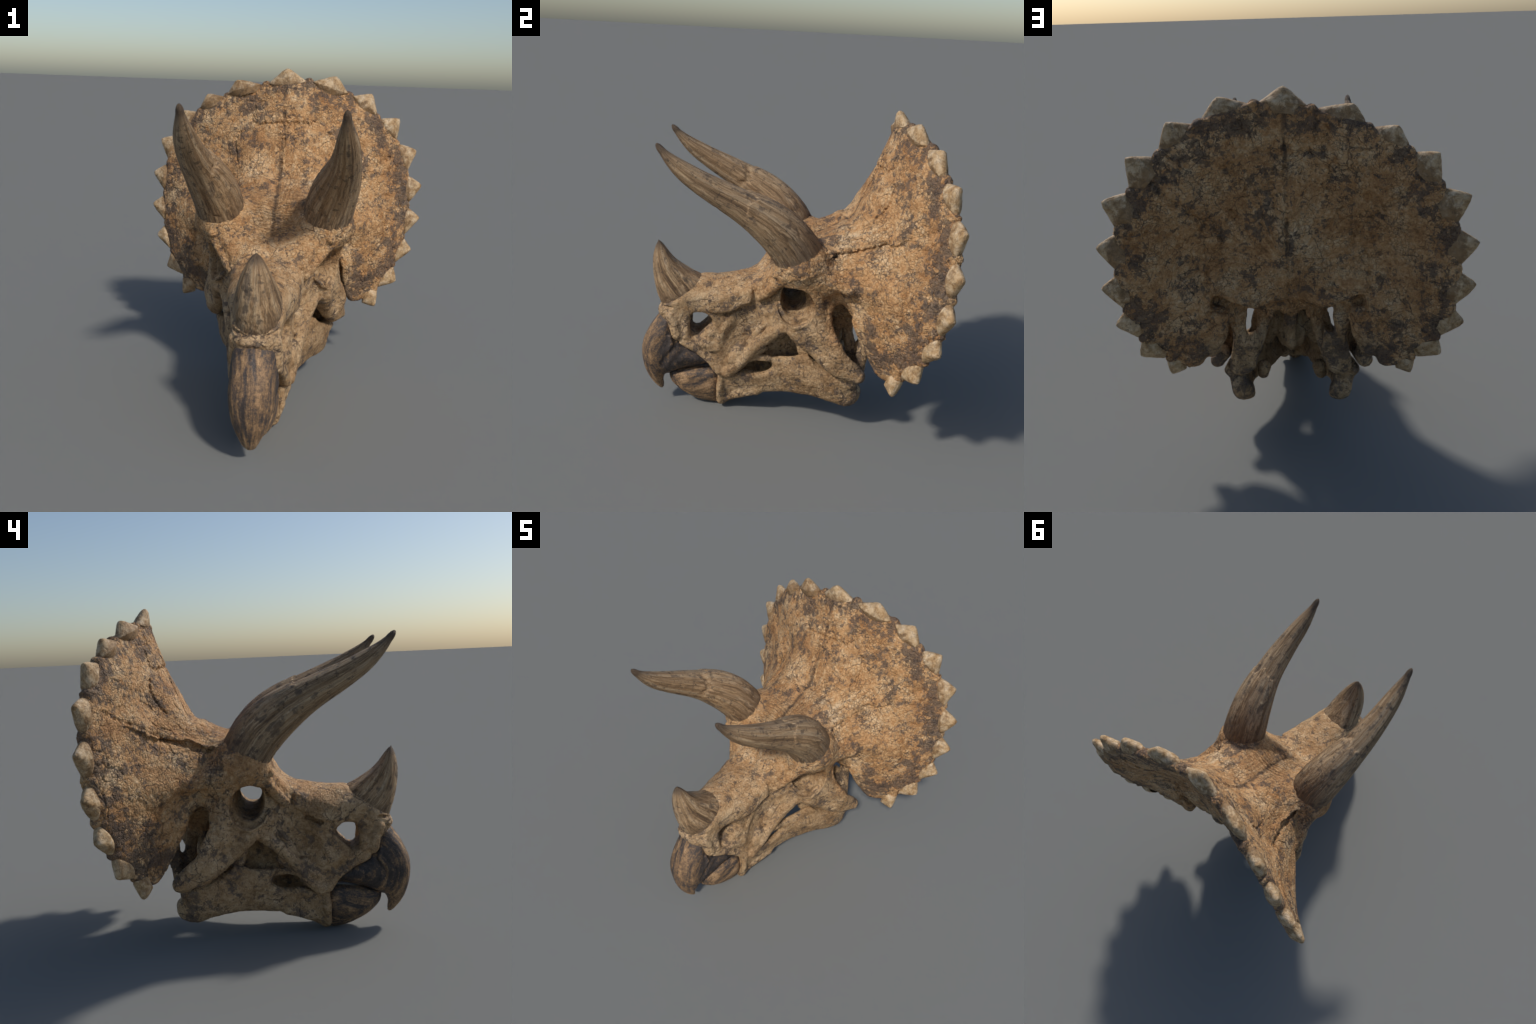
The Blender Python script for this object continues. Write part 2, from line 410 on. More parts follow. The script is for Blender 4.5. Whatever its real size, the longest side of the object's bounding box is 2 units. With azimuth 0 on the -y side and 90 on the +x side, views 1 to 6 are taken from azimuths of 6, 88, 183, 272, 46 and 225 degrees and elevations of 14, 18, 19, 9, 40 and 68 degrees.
    f.tube([(.03, -.24, .50, .045), (.045, -.05, .51, .060), (.05, .12, .53, .060), (.04, .27, .56, .050)], .03, flat=(1, 1, .36))
    # premaxilla bars round the nostril
    f.tube([(.104, -.695, .66, .032), (.106, -.665, .585, .034), (.108, -.655, .525, .036)], .012)
    f.tube([(.105, -.62, .475, .022), (.115, -.52, .43, .026), (.135, -.43, .365, .026), (.15, -.38, .30, .026)], .02)
    f.tube([(.125, -.50, .475, .026), (.140, -.45, .50, .032), (.14, -.42, .46, .03)], .02)
    f.tube([(0, -.54, .46, .03), (0, -.42, .45, .035), (0, -.30, .47, .03)], .03)
    # nostril tunnel, wider outside
    i = f.near((0, -.66, .44), (.3, -.36, .75), .03)
    X, Y, Z = x[i], y[i], z[i]
    f.cut(i, nostril(Y, Z) + 0.28 * np.clip(.145 - X, 0, .08) - .008, .012)
    f.tube([(.10, -.55, .49, .014), (.10, -.535, .505, .014)], .01)
    f.tube([(.095, -.58, .68, .020), (.102, -.60, .60, .026), (.105, -.60, .52, .028)], .015)
    f.tube([(.130, -.405, .60, .030), (.120, -.45, .545, .030), (.110, -.51, .49, .026)], .02)
    f.tube([(.07, -.40, .60, .035), (.06, -.48, .50, .035), (.05, -.55, .47, .03)], .03)
    # orbit: a tunnel through the head and a bevelled rim
    i = f.near((0, -.1, .7), (.45, .25, 1.05), .03)
    X, Y, Z = x[i], y[i], z[i]
    deep = np.clip(.33 - X, 0, .26)
    q = np.sqrt(((Y - F(.074)) / (F(.094) - F(.10) * deep)) ** 2 + ((Z - F(.873) - F(.03) * deep) / (F(.114) - F(.07) * deep)) ** 2)
    f.cut(i, (q - 1) * (F(.09) - F(.10) * deep), .010)
    q = np.sqrt(((Y - F(.078)) / F(.110)) ** 2 + ((Z - F(.855)) / F(.130)) ** 2)
    f.cut(i, np.maximum((q - 1) * F(.10), .318 - X + .35 * (Y - .08)), .006)
    # sutures and gaps
    def on(sheet, xz):
        Q = rounded(xz, 4, closed=False).astype(F)
        return [(a, float(sheet(np.array([a], F), np.array([b], F))[0]), b) for a, b in Q]
    crack(f, on(frill_front, [(.325, 1.165), (.337, 1.185), (.352, 1.208), (.366, 1.232), (.385, 1.26), (.405, 1.287), (.44, 1.30)]), .013)
    crack(f, on(frill_front, [(.46, 1.30), (.55, 1.36), (.62, 1.40), (.70, 1.45)]), .0075)
    crack(f, on(frill_front, [(0, 1.36), (-.004, 1.45), (.004, 1.55), (0, 1.66), (.003, 1.75)]), .0075)
    crack(f, on(frill_front, [(.01, 1.66), (.06, 1.65), (.11, 1.655), (.16, 1.645), (.21, 1.665), (.215, 1.70), (.20, 1.76)]), .0075)
    crack(f, on(frill_front, [(.29, 1.60), (.32, 1.54), (.31, 1.47), (.29, 1.40)]), .0070)
    crack(f, [(.155, -.255, .745), (.165, -.285, .735), (.16, -.34, .705)], .013)
    crack(f, [(.205, -.165, .90), (.21, -.172, .85), (.20, -.168, .80)], .011)
    # back of the frill
    crack(f, on(frill_rear, [(0, 1.75), (.004, 1.6), (-.004, 1.4), (.003, 1.2), (0, 1.0), (0, .90)]), .0075)
    crack(f, on(frill_rear, [(0, 1.69), (.06, 1.68), (.12, 1.69), (.19, 1.70), (.20, 1.77), (.215, 1.83)]), .0085)
    crack(f, on(frill_rear, [(.19, 1.69), (.23, 1.635), (.26, 1.62), (.32, 1.60)]), .0080)
    crack(f, on(frill_rear, [(.225, 1.64), (.22, 1.56), (.20, 1.49)]), .0070)
    crack(f, on(frill_rear, [(.62, 1.55), (.55, 1.47), (.50, 1.43), (.46, 1.38), (.40, 1.30), (.35, 1.24), (.34, 1.18)]), .0085)
    crack(f, on(frill_rear, [(.30, 1.38), (.27, 1.36), (.275, 1.33), (.30, 1.315)]), .0085)
    crack(f, on(frill_rear, [(.43, 1.04), (.42, .98), (.43, .92)]), .0080)
    crack(f, on(frill_rear, [(.62, 1.57), (.70, 1.58), (.75, 1.56)]), .0080)
    # condyle beads and premaxilla beads
    for c, r in (((.032, .475, .765), (.030, .028, .042)), ((.11, .485, .735), (.026, .025, .036)), ((.072, .485, .775), (.022, .02, .025))):
        f.ball(c, r, .012)
    for a in (.016, .048, .078):
        f.ball((a * 1.04, -.777 + 4.0 * a * a, .664 + .5 * a * a), (.0185, .013, .015), .004)
    for q in np.linspace(0, 1, 5):
        f.ball((.092 + .026 * q, -.735 + .075 * q, .674 + .028 * q), .0105, .006)
    f.tube([(.03, -.782, .70, .012), (.085, -.745, .705, .012), (.118, -.69, .72, .010)], .006, carve=True)
    return f.d

# ---------------------------------------------------------------- lower jaw
jaw_line = outline([(-.376, .045), (-.31, .058), (-.239, .101), (-.148, .124), (-.01, .150), (.10, .166), (.19, .175), (.299, .176), (.366, .170), (.44, .163), (.492, .205), (.526, .275), (.497, .322),
                    (.47, .36), (.42, .375), (.36, .40), (.28, .435), (.223, .470), (.185, .508), (.13, .490), (.077, .464), (-.028, .448), (-.077, .440), (-.085, .40), (-.052, .388), (-.048, .350), (-.09, .318),
                    (-.15, .310), (-.209, .315), (-.273, .292), (-.367, .255), (-.39, .20), (-.385, .12)], *YZ)
jaw_side = plate_through([(-.38, .20, .120), (-.38, .12, .100), (-.38, .05, .070), (-.30, .08, .090), (-.30, .20, .138), (-.20, .25, .165), (-.20, .13, .130), (0, .35, .215), (0, .20, .18), (.05, .45, .228), (.10, .30, .238),
                          (.10, .19, .205), (.20, .45, .30), (.20, .30, .295), (.20, .20, .250), (.30, .40, .35), (.30, .28, .335), (.30, .19, .30), (.40, .30, .37), (.45, .18, .33), (.50, .30, .355), (.52, .26, .34)], *YZ)

def jaw_field(x, y, z):
    f = Field(x, y, z)
    i = f.near((0, -.42, .0), (.4, .56, .52), .08)
    X, Y, Z = x[i], y[i], z[i]
    lat = (X - jaw_side(Y, Z)) / jaw_side.grad(Y, Z)
    thick = .065 - .012 * sstep(.36, .42, Z) * sstep(.25, .15, Y) + .05 * sstep(.25, .45, Y) + .06 * sstep(-.2, -.38, Y)
    inn = (jaw_side(Y, Z) - thick - X) / jaw_side.grad(Y, Z)
    f.d[i] = smax(smax(lat, inn, .05), jaw_line(Y, Z), .05)
    f.tube([(.285, .47, .235, .052), (.285, .42, .225, .045)], .04)
    f.tube([(.345, .39, .375, .030), (.36, .455, .365, .036)], .03)
    f.tube([(.175, .33, .27, .035), (.165, .36, .33, .04)], .04)
    f.tube([(.215, .10, .36, .03), (.25, .22, .33, .035), (.285, .33, .30, .03)], .05)
    f.tube([(.265, .26, .43, .02), (.30, .34, .35, .028), (.315, .40, .29, .028)], .03)
    f.tube([(.19, -.070, .425, .024), (.178, -.13, .418, .018), (.165, -.20, .395, .016)], .015)
    f.tube([(.125, -.365, .25, .022), (.125, -.37, .16, .024), (.10, -.365, .09, .026), (.075, -.36, .055, .026)], .02)
    f.tube([(.080, -.36, .055, .022), (.092, -.30, .085, .024), (.115, -.22, .124, .024), (.14, -.13, .152, .018)], .04)
    f.tube([(0, -.35, .10, .04), (.06, -.33, .11, .04)], .04)
    return f.d

# ---------------------------------------------------------------- beaks
upper_beak_line = outline([(-.765, .650), (-.800, .605), (-.845, .540), (-.887, .445), (-.897, .352), (-.879, .240), (-.836, .152), (-.785, .093), (-.758, .083), (-.752, .110), (-.756, .155), (-.737, .195),
                           (-.70, .208), (-.640, .240), (-.56, .268), (-.47, .290), (-.40, .295), (-.385, .33), (-.43, .385), (-.52, .435), (-.60, .475), (-.64, .54), (-.66, .60), (-.70, .66)], *YZ)
lower_beak_line = outline([(-.716, .212), (-.708, .160), (-.660, .105), (-.592, .057), (-.512, .018), (-.439, .002), (-.388, .000), (-.362, .02), (-.36, .15), (-.365, .22), (-.39, .272), (-.44, .286), (-.54, .272), (-.64, .250), (-.70, .235)], *YZ)

def upper_beak_field(x, y, z):
    f = Field(x, y, z)
    i = f.near((0, -.9, .07), (.14, -.37, .67), .08)
    X, Y, Z = x[i], y[i], z[i]
    W = .116 * sstep(.02, .42, Z) ** .55 + .004 + .012 * sstep(-.7, -.5, Y)
    d = smax((X - W) * .95, upper_beak_line(Y, Z), np.minimum(.13, W * 1.05))
    f.d[i] = d
    f.tube([(.132, -.66, .47, .012), (.134, -.70, .40, .014), (.118, -.75, .30, .010)], .03, carve=True)
    f.tube([(.134, -.62, .42, .010), (.134, -.66, .36, .010), (.124, -.70, .28, .008)], .025, carve=True)
    f.tube([(.112, -.70, .51, .010), (.116, -.69, .46, .012), (.112, -.71, .42, .008)], .012)
    return f.d

def lower_beak_field(x, y, z):
    f = Field(x, y, z)
    i = f.near((0, -.72, -.0), (.14, -.35, .29), .08)
    X, Y, Z = x[i], y[i], z[i]
    t = np.clip((-.36 - Y) / .365, 0, 1)
    W = .112 * np.sqrt(np.maximum(1 - t ** 2.2, .0004)) * (.45 + .55 * sstep(-.02, .16, Z)) + .004
    d = smax((X - W) * .85, lower_beak_line(Y, Z), np.minimum(.07, W * .9))
    f.d[i] = d
    f.tube([(.0, -.64, .300, .045), (.0, -.40, .33, .050)], .02, flat=(.7, 1, 1), carve=True)
    return f.d

# ---------------------------------------------------------------- mesh helpers
def mesh_object(name, V, Q, mat, parent=None, normals=None, smooth=True):
    me = bpy.data.meshes.new(name)
    V, Q = np.asarray(V, F), np.asarray(Q, np.int32)
    me.vertices.add(len(V))
    me.vertices.foreach_set("co", V.ravel())
    me.loops.add(Q.size)
    me.loops.foreach_set("vertex_index", Q.ravel())
    me.polygons.add(len(Q))
    me.polygons.foreach_set("loop_start", np.arange(0, Q.size, Q.shape[1], dtype=np.int32))
    me.polygons.foreach_set("use_smooth", np.full(len(Q), smooth, bool))
    me.update(calc_edges=True)
    me.validate()
    if normals is not None:
        me.normals_split_custom_set_from_vertices(np.asarray(normals, F).tolist())
    me.materials.append(mat)
    ob = bpy.data.objects.new(name, me)
    bpy.context.scene.collection.objects.link(ob)
    if parent:
        ob.parent = parent
    return ob

def used_only(V, Q, N=None):
    ids, inv = np.unique(Q, return_inverse=True)
    return V[ids], inv.reshape(Q.shape), None if N is None else N[ids]

def rings_to_mesh(rings):
    """rings of equal length, closed round; the last ring is closed by a point"""
    R, n = len(rings), len(rings[0])
    V = np.concatenate(rings)
    a = np.arange(n)
    b = (a + 1) % n
    Q = np.concatenate([np.stack([r * n + a, r * n + b, (r + 1) * n + b, (r + 1) * n + a], 1) for r in range(R - 1)])
    return V, Q

# ---------------------------------------------------------------- materials
class Nodes:
    def __init__(self, name):
        self.mat = bpy.data.materials.new(name)
        self.mat.use_nodes = True
        self.t = self.mat.node_tree
        self.t.nodes.clear()
        self.out = self.new("ShaderNodeOutputMaterial")
        self.bsdf = self.new("ShaderNodeBsdfPrincipled")
        self.t.links.new(self.bsdf.outputs[0], self.out.inputs[0])
        self.obj = self.new("ShaderNodeTexCoord").outputs["Object"]

    def new(self, kind, **kw):
        n = self.t.nodes.new(kind)
        for k, v in kw.items():
            setattr(n, k, v)
        return n

    def put(self, sock, v):
        if isinstance(v, bpy.types.NodeSocket):
            self.t.links.new(v, sock)
        else:
            sock.default_value = v

    def math(self, op, a, b=0.0, c=None, clamp=False):
        n = self.new("ShaderNodeMath", operation=op, use_clamp=clamp)
        self.put(n.inputs[0], a)
        self.put(n.inputs[1], b)
        if c is not None:
            self.put(n.inputs[2], c)
        return n.outputs[0]

    def vmath(self, op, a, b=(0, 0, 0), scale=None):
        n = self.new("ShaderNodeVectorMath", operation=op)
        self.put(n.inputs[0], a)
        self.put(n.inputs[1], b)
        if scale is not None:
            self.put(n.inputs["Scale"], scale)
        return n.outputs[1 if op in ("LENGTH", "DOT_PRODUCT", "DISTANCE") else 0]

    def xyz(self, v):
        n = self.new("ShaderNodeSeparateXYZ")
        self.put(n.inputs[0], v)
        return n.outputs

    def vec(self, x, y, z):
        n = self.new("ShaderNodeCombineXYZ")
        for s, v in zip(n.inputs, (x, y, z)):
            self.put(s, v)
        return n.outputs[0]

    def noise(self, v, scale, detail=4, rough=0.55, dist=0.0, colour=False):
        n = self.new("ShaderNodeTexNoise")
        self.put(n.inputs["Vector"], v)
        n.inputs["Scale"].default_value = scale
        n.inputs["Detail"].default_value = detail
        n.inputs["Roughness"].default_value = rough
        n.inputs["Distortion"].default_value = dist
        return n.outputs[1 if colour else 0]

    def voronoi(self, v, scale, feature="F1", out="Distance", rnd=1.0):
        n = self.new("ShaderNodeTexVoronoi", feature=feature)
        self.put(n.inputs["Vector"], v)
        n.inputs["Scale"].default_value = scale
        n.inputs["Randomness"].default_value = rnd
        return n.outputs[out]

    def span(self, v, a, b, lo=0.0, hi=1.0):
        n = self.new("ShaderNodeMapRange", interpolation_type="SMOOTHSTEP")
        self.put(n.inputs[0], v)
        n.inputs[1].default_value, n.inputs[2].default_value = a, b
        n.inputs[3].default_value, n.inputs[4].default_value = lo, hi
        return n.outputs[0]

    def mix(self, f, a, b, mode="MIX"):
        n = self.new("ShaderNodeMix", data_type="RGBA", blend_type=mode)
        self.put(n.inputs[0], f)
        for s, v in ((n.inputs[6], a), (n.inputs[7], b)):
            self.put(s, (*v, 1) if isinstance(v, tuple) else v)
        return n.outputs[2]

    def ramp(self, f, stops):
        n = self.new("ShaderNodeValToRGB")
        e = n.color_ramp.elements
        while len(e) < len(stops):
            e.new(0.5)
        for s, (p, c) in zip(e, stops):
            s.position, s.color = p, (*c, 1)
        self.put(n.inputs[0], f)
        return n.outputs[0]

    def bump(self, height, dist, strength=1.0, normal=None):
        n = self.new("ShaderNodeBump")
        n.inputs["Strength"].default_value = strength
        n.inputs["Distance"].default_value = dist
        self.put(n.inputs["Height"], height)
        if normal is not None:
            self.put(n.inputs["Normal"], normal)
        return n.outputs[0]

    def finish(self, colour, rough, normal):
        self.put(self.bsdf.inputs["Base Color"], colour)
        self.put(self.bsdf.inputs["Roughness"], rough)
        self.put(self.bsdf.inputs["Normal"], normal)
        self.bsdf.inputs["Specular IOR Level"].default_value = 0.25
        return self.mat

SLATE, SOOT, UMBER = (.100, .080, .072), (.042, .033, .028), (.17, .098, .05)

def bone_material():
    m = Nodes("weathered_bone")
    def shake(scale, amount, detail=3):
        return m.vmath("SCALE", m.vmath("SUBTRACT", m.noise(m.obj, scale, detail, .6, colour=True), (.5, .5, .5)), scale=amount)
    p = m.vmath("ADD", m.vmath("ADD", m.obj, shake(9, .05)), shake(55, .014))
    x, y, z = m.xyz(m.obj)[:]
    ax = m.math("ABSOLUTE", x)
    # grain of the frill runs out from the crown: direction and distance from it
    cz = m.math("SUBTRACT", z, 1.02)
    rad0 = m.math("SQRT", m.math("ADD", m.math("MULTIPLY", x, x), m.math("MULTIPLY", cz, cz)))
    inv = m.math("DIVIDE", .62, m.math("MAXIMUM", rad0, .12))
    fan = m.vmath("ADD", m.vec(m.math("MULTIPLY", x, inv), m.math("MULTIPLY", rad0, .22), m.math("MULTIPLY", cz, inv)), shake(11, .07))
    fanmask = m.math("MULTIPLY", m.span(y, .10, .26), m.span(rad0, .80, .40))
    # grain of the face runs along the snout
    long_ = m.vmath("ADD", m.vec(m.math("MULTIPLY", x, .8), m.math("MULTIPLY", m.math("ADD", y, m.math("MULTIPLY", z, .6)), .35), m.math("SUBTRACT", z, m.math("MULTIPLY", y, .55))), shake(8, .09))
    fil = m.noise(fan, 24, 5, .66)
    lon = m.noise(long_, 26, 5, .66)
    streak = m.math("ADD", m.math("MULTIPLY", fil, fanmask), m.math("MULTIPLY", lon, m.math("SUBTRACT", 1.0, fanmask)))
    cell = m.xyz(m.voronoi(p, 50, out="Color"))
    dome = m.voronoi(p, 50, "SMOOTH_F1")
    edge = m.voronoi(p, 50, "DISTANCE_TO_EDGE")
    fine = m.noise(m.obj, 62, 6, .70, .6)
    grain = m.noise(m.obj, 190, 5, .72)
    # where the face is, with its paler, greyer bone
    face = m.math("MAXIMUM", m.span(y, .36, .20), m.math("MULTIPLY", m.span(ax, .54, .44), m.span(z, .74, .60)))
    face = m.math("MULTIPLY", face, m.math("SUBTRACT", 1.0, m.math("MULTIPLY", m.span(z, .80, .98), .80)))
    tone = m.math("ADD", m.math("MULTIPLY", m.noise(m.obj, 5.0, 5, .62), .42), m.math("MULTIPLY", fine, .28))
    tone = m.math("ADD", tone, m.math("MULTIPLY", streak, .30))
    tone = m.math("ADD", tone, m.math("MULTIPLY", m.math("SUBTRACT", cell[0], .5), .055))
    warm = m.ramp(tone, [(.36, (.24, .120, .050)), (.435, (.43, .225, .094)), (.50, (.56, .325, .150)), (.565, (.65, .435, .24)), (.65, (.71, .53, .34))])
    grey = m.ramp(tone, [(.36, (.18, .100, .046)), (.435, (.31, .190, .094)), (.50, (.43, .280, .148)), (.565, (.53, .365, .210)), (.65, (.61, .455, .29))])
    col = m.mix(face, warm, grey)
    # rusty tints
    rust = m.span(m.noise(p, 6.5, 5, .6), .56, .70)
    col = m.mix(m.math("MULTIPLY", rust, m.math("SUBTRACT", .55, m.math("MULTIPLY", face, .40))), col, m.ramp(fine, [(.35, (.25, .10, .032)), (.65, (.50, .245, .080))]))
    # dark mineral stains, thickest along the rim of the frill
    rx = m.math("DIVIDE", x, .86)
    rz = m.math("DIVIDE", m.math("SUBTRACT", z, 1.18), .74)
    rad = m.math("SQRT", m.math("ADD", m.math("MULTIPLY", rx, rx), m.math("MULTIPLY", rz, rz)))
    rim = m.math("MULTIPLY", m.span(rad, .74, 1.0), m.span(y, .36, .5))
    stain = m.math("ADD", m.math("MULTIPLY", m.noise(p, 8.5, 6, .72), .58), m.math("MULTIPLY", fine, .28))
    stain = m.math("ADD", stain, m.math("MULTIPLY", streak, .16))
    stain = m.math("ADD", stain, m.math("MULTIPLY", m.math("SUBTRACT", cell[2], .5), .05))
    stain = m.math("ADD", stain, m.math("MULTIPLY", rim, .056))
    stain = m.math("SUBTRACT", stain, m.math("MULTIPLY", face, .002))
    dark = m.span(stain, .530, .568)
    col = m.mix(m.math("MULTIPLY", dark, .80), col, m.ramp(fine, [(.36, SOOT), (.5, SLATE), (.66, UMBER)]))
    speck = m.span(m.math("ADD", m.noise(p, 27, 4, .62), m.math("MULTIPLY", rim, .035)), .585, .625)
    speck = m.math("MULTIPLY", speck, m.span(m.noise(m.obj, 5.5, 3, .6), .40, .56))
    col = m.mix(m.math("MULTIPLY", speck, .72), col, (.085, .064, .054))
    # squiggly dirt lines: contours of noise, and the joints between scales
    def contour(v, width):
        return m.math("SUBTRACT", 1.0, m.math("DIVIDE", m.math("ABSOLUTE", m.math("SUBTRACT", v, .5)), width), clamp=True)
    patch1 = m.span(m.noise(m.obj, 19, 4, .6), .44, .60)
    patch2 = m.span(m.noise(m.obj, 13, 4, .6), .46, .62)
    patch3 = m.span(m.noise(m.obj, 10, 4, .6), .47, .60)
    sq1 = m.math("MULTIPLY", contour(m.noise(p, 31, 3, .55, .5), .020), patch1)
    sq2 = m.math("MULTIPLY", contour(streak, .022), patch2)
    joint = m.math("MULTIPLY", m.span(edge, .060, .006), m.math("MULTIPLY", m.math("ADD", m.math("MULTIPLY", patch3, .8), .12), m.math("SUBTRACT", 1.0, m.math("MULTIPLY", face, .55))))
    edge2 = m.voronoi(m.vmath("ADD", p, (3.1, 1.7, .4)), 13, "DISTANCE_TO_EDGE")
    joint2 = m.math("MULTIPLY", m.span(edge2, .030, .004), m.span(m.noise(m.obj, 7, 4, .6), .51, .60))
    lines = m.math("MAXIMUM", m.math("MAXIMUM", m.math("MULTIPLY", sq1, .8), m.math("MULTIPLY", sq2, .7)), m.math("MAXIMUM", joint, joint2))
    edge3 = m.voronoi(m.vmath("ADD", p, (1.1, 4.7, 2.4)), 6.5, "DISTANCE_TO_EDGE")
    joint3 = m.math("MULTIPLY", m.span(edge3, .022, .003), m.span(m.noise(m.obj, 5, 4, .6), .50, .57))
    band = m.vec(m.math("MULTIPLY", x, .16), m.math("ADD", y, z), m.math("SUBTRACT", y, z))
    bandmask = m.math("MULTIPLY", m.math("MULTIPLY", m.span(ax, .20, .10), m.span(z, .95, 1.05)), m.math("MULTIPLY", m.span(y, -.12, -.02), m.span(y, .34, .20)))
    stripe = m.math("MULTIPLY", contour(m.noise(m.vmath("ADD", band, shake(14, .02)), 30, 4, .6), .05), bandmask)
    lines = m.math("MAXIMUM", m.math("MAXIMUM", lines, joint3), m.math("MULTIPLY", stripe, .85))
    col = m.mix(m.math("MULTIPLY", lines, .70), col, (.055, .036, .026))
    col = m.mix(.55, col, m.ramp(grain, [(.30, (.52, .47, .42)), (.50, (1, 1, 1)), (.72, (1.2, 1.18, 1.14))]), "MULTIPLY")
    # the seam that runs up the middle of the skull roof
    mid = m.math("MULTIPLY", m.span(m.math("ABSOLUTE", m.math("ADD", x, m.math("MULTIPLY", m.math("SUBTRACT", m.noise(m.obj, 16, 3), .5), .035))), .020, .003), m.math("MULTIPLY", m.span(z, .98, 1.10), m.span(m.noise(m.obj, 8, 3), .40, .56)))
    col = m.mix(m.math("MULTIPLY", mid, .7), col, (.05, .036, .03))
    height = m.math("SUBTRACT", m.math("MULTIPLY", m.span(edge, 0, .20), m.math("SUBTRACT", .45, m.math("MULTIPLY", face, .28))), m.math("ADD", m.math("MULTIPLY", lines, .5), m.math("MULTIPLY", dome, .5)))
    height = m.math("ADD", height, m.math("MULTIPLY", streak, 1.1))
    n1 = m.bump(height, .0075, .75)
    n2 = m.bump(m.math("ADD", fine, m.math("MULTIPLY", grain, .35)), .008, .62, n1)
    return m.finish(col, m.span(grain, .3, .7, .62, .85), n2)

def horn_material(name, bend, taper, length, base_at, tones, fibre=1.0, mirror=True):
    """fibres that run along a curved horn; bend: axis polynomials x(t), y(t), z(t) with t the height along the chord"""
    m = Nodes(name)
    x, y, z = m.xyz(m.obj)[:]
    side = m.math("SIGN", x)
    if mirror:
        x = m.math("ABSOLUTE", x)
    chord = bend["chord"]
    t = m.vmath("DOT_PRODUCT", m.vmath("SUBTRACT", m.vec(x, y, z), tuple(base_at)), tuple(chord))
    t = m.math("DIVIDE", t, length)
    def poly(c):
        v = float(c[0])
        for q in c[1:]:
            v = m.math("MULTIPLY_ADD", v, t, float(q))
        return v
    ax = m.vec(poly(bend["x"]), poly(bend["y"]), poly(bend["z"]))
    off = m.vmath("SUBTRACT", m.vec(x, y, z), ax)
    shrink = m.math("DIVIDE", 1.0, m.math("MAXIMUM", poly(taper), .012))
    across = m.vmath("SCALE", off, scale=shrink)
    a = m.xyz(across)
    along = m.math("MULTIPLY", t, .42 * fibre)
    # leave the part of the offset along the chord out, keep the two across it
    p = m.vmath("ADD", m.vmath("SUBTRACT", across, m.vmath("SCALE", tuple(chord), scale=m.vmath("DOT_PRODUCT", across, tuple(chord)))), m.vmath("SCALE", tuple(chord), scale=along))
    p = m.vmath("ADD", p, m.vmath("SCALE", (3.3, 1.9, 5.1), scale=side))
    w = m.vmath("SCALE", m.vmath("SUBTRACT", m.noise(m.obj, 9, 3, colour=True), (.5, .5, .5)), scale=.16)
    pw = m.vmath("ADD", p, w)
    broad = m.noise(pw, 2.4, 5, .62)
    fine = m.noise(pw, 13, 5, .68)
    col = m.ramp(m.math("ADD", m.math("MULTIPLY", broad, .6), m.math("MULTIPLY", fine, .4)), tones)
    patch = m.span(m.math("ADD", m.math("MULTIPLY", m.noise(m.obj, 15, 5, .65), .55), m.math("MULTIPLY", broad, .45)), .525, .60)
    col = m.mix(m.math("MULTIPLY", patch, .7), col, (.085, .062, .05))
    chip = m.span(m.noise(m.obj, 24, 5, .7), .585, .63)
    col = m.mix(m.math("MULTIPLY", chip, .6), col, (.06, .045, .037))
    pale = m.span(m.noise(pw, 3.4, 4, .6), .54, .66)
    col = m.mix(m.math("MULTIPLY", pale, .40), col, (.45, .345, .23))
    base = m.span(m.math("ADD", t, m.math("MULTIPLY", m.math("SUBTRACT", fine, .5), .5)), .28, .02)
    tip = m.span(m.math("ADD", t, m.math("MULTIPLY", m.math("SUBTRACT", fine, .5), .1)), .86, .99)
    col = m.mix(m.math("MULTIPLY", base, .62), col, (.085, .056, .040))
    col = m.mix(m.math("MULTIPLY", tip, .75), col, (.075, .055, .045))
    split = m.span(m.noise(pw, 5.5, 3, .5), .497, .5)
    hair = m.math("SUBTRACT", 1.0, m.math("ABSOLUTE", m.math("MULTIPLY", m.math("SUBTRACT", m.noise(pw, 6.5, 4, .6), .5), 26)), clamp=True)
    col = m.mix(m.math("MULTIPLY", hair, .30), col, (.055, .042, .035))
    grain = m.noise(m.obj, 150, 4, .7)
    col = m.mix(.4, col, m.ramp(grain, [(.3, (.6, .56, .52)), (.6, (1.05, 1.04, 1.02))]), "MULTIPLY")
    n1 = m.bump(m.math("SUBTRACT", m.math("MULTIPLY", fine, 1.0), m.math("MULTIPLY", hair, .5)), .007, .7)
    n2 = m.bump(grain, .003, .5, n1)
    return m.finish(col, m.span(fine, .3, .7, .5, .75), n2)

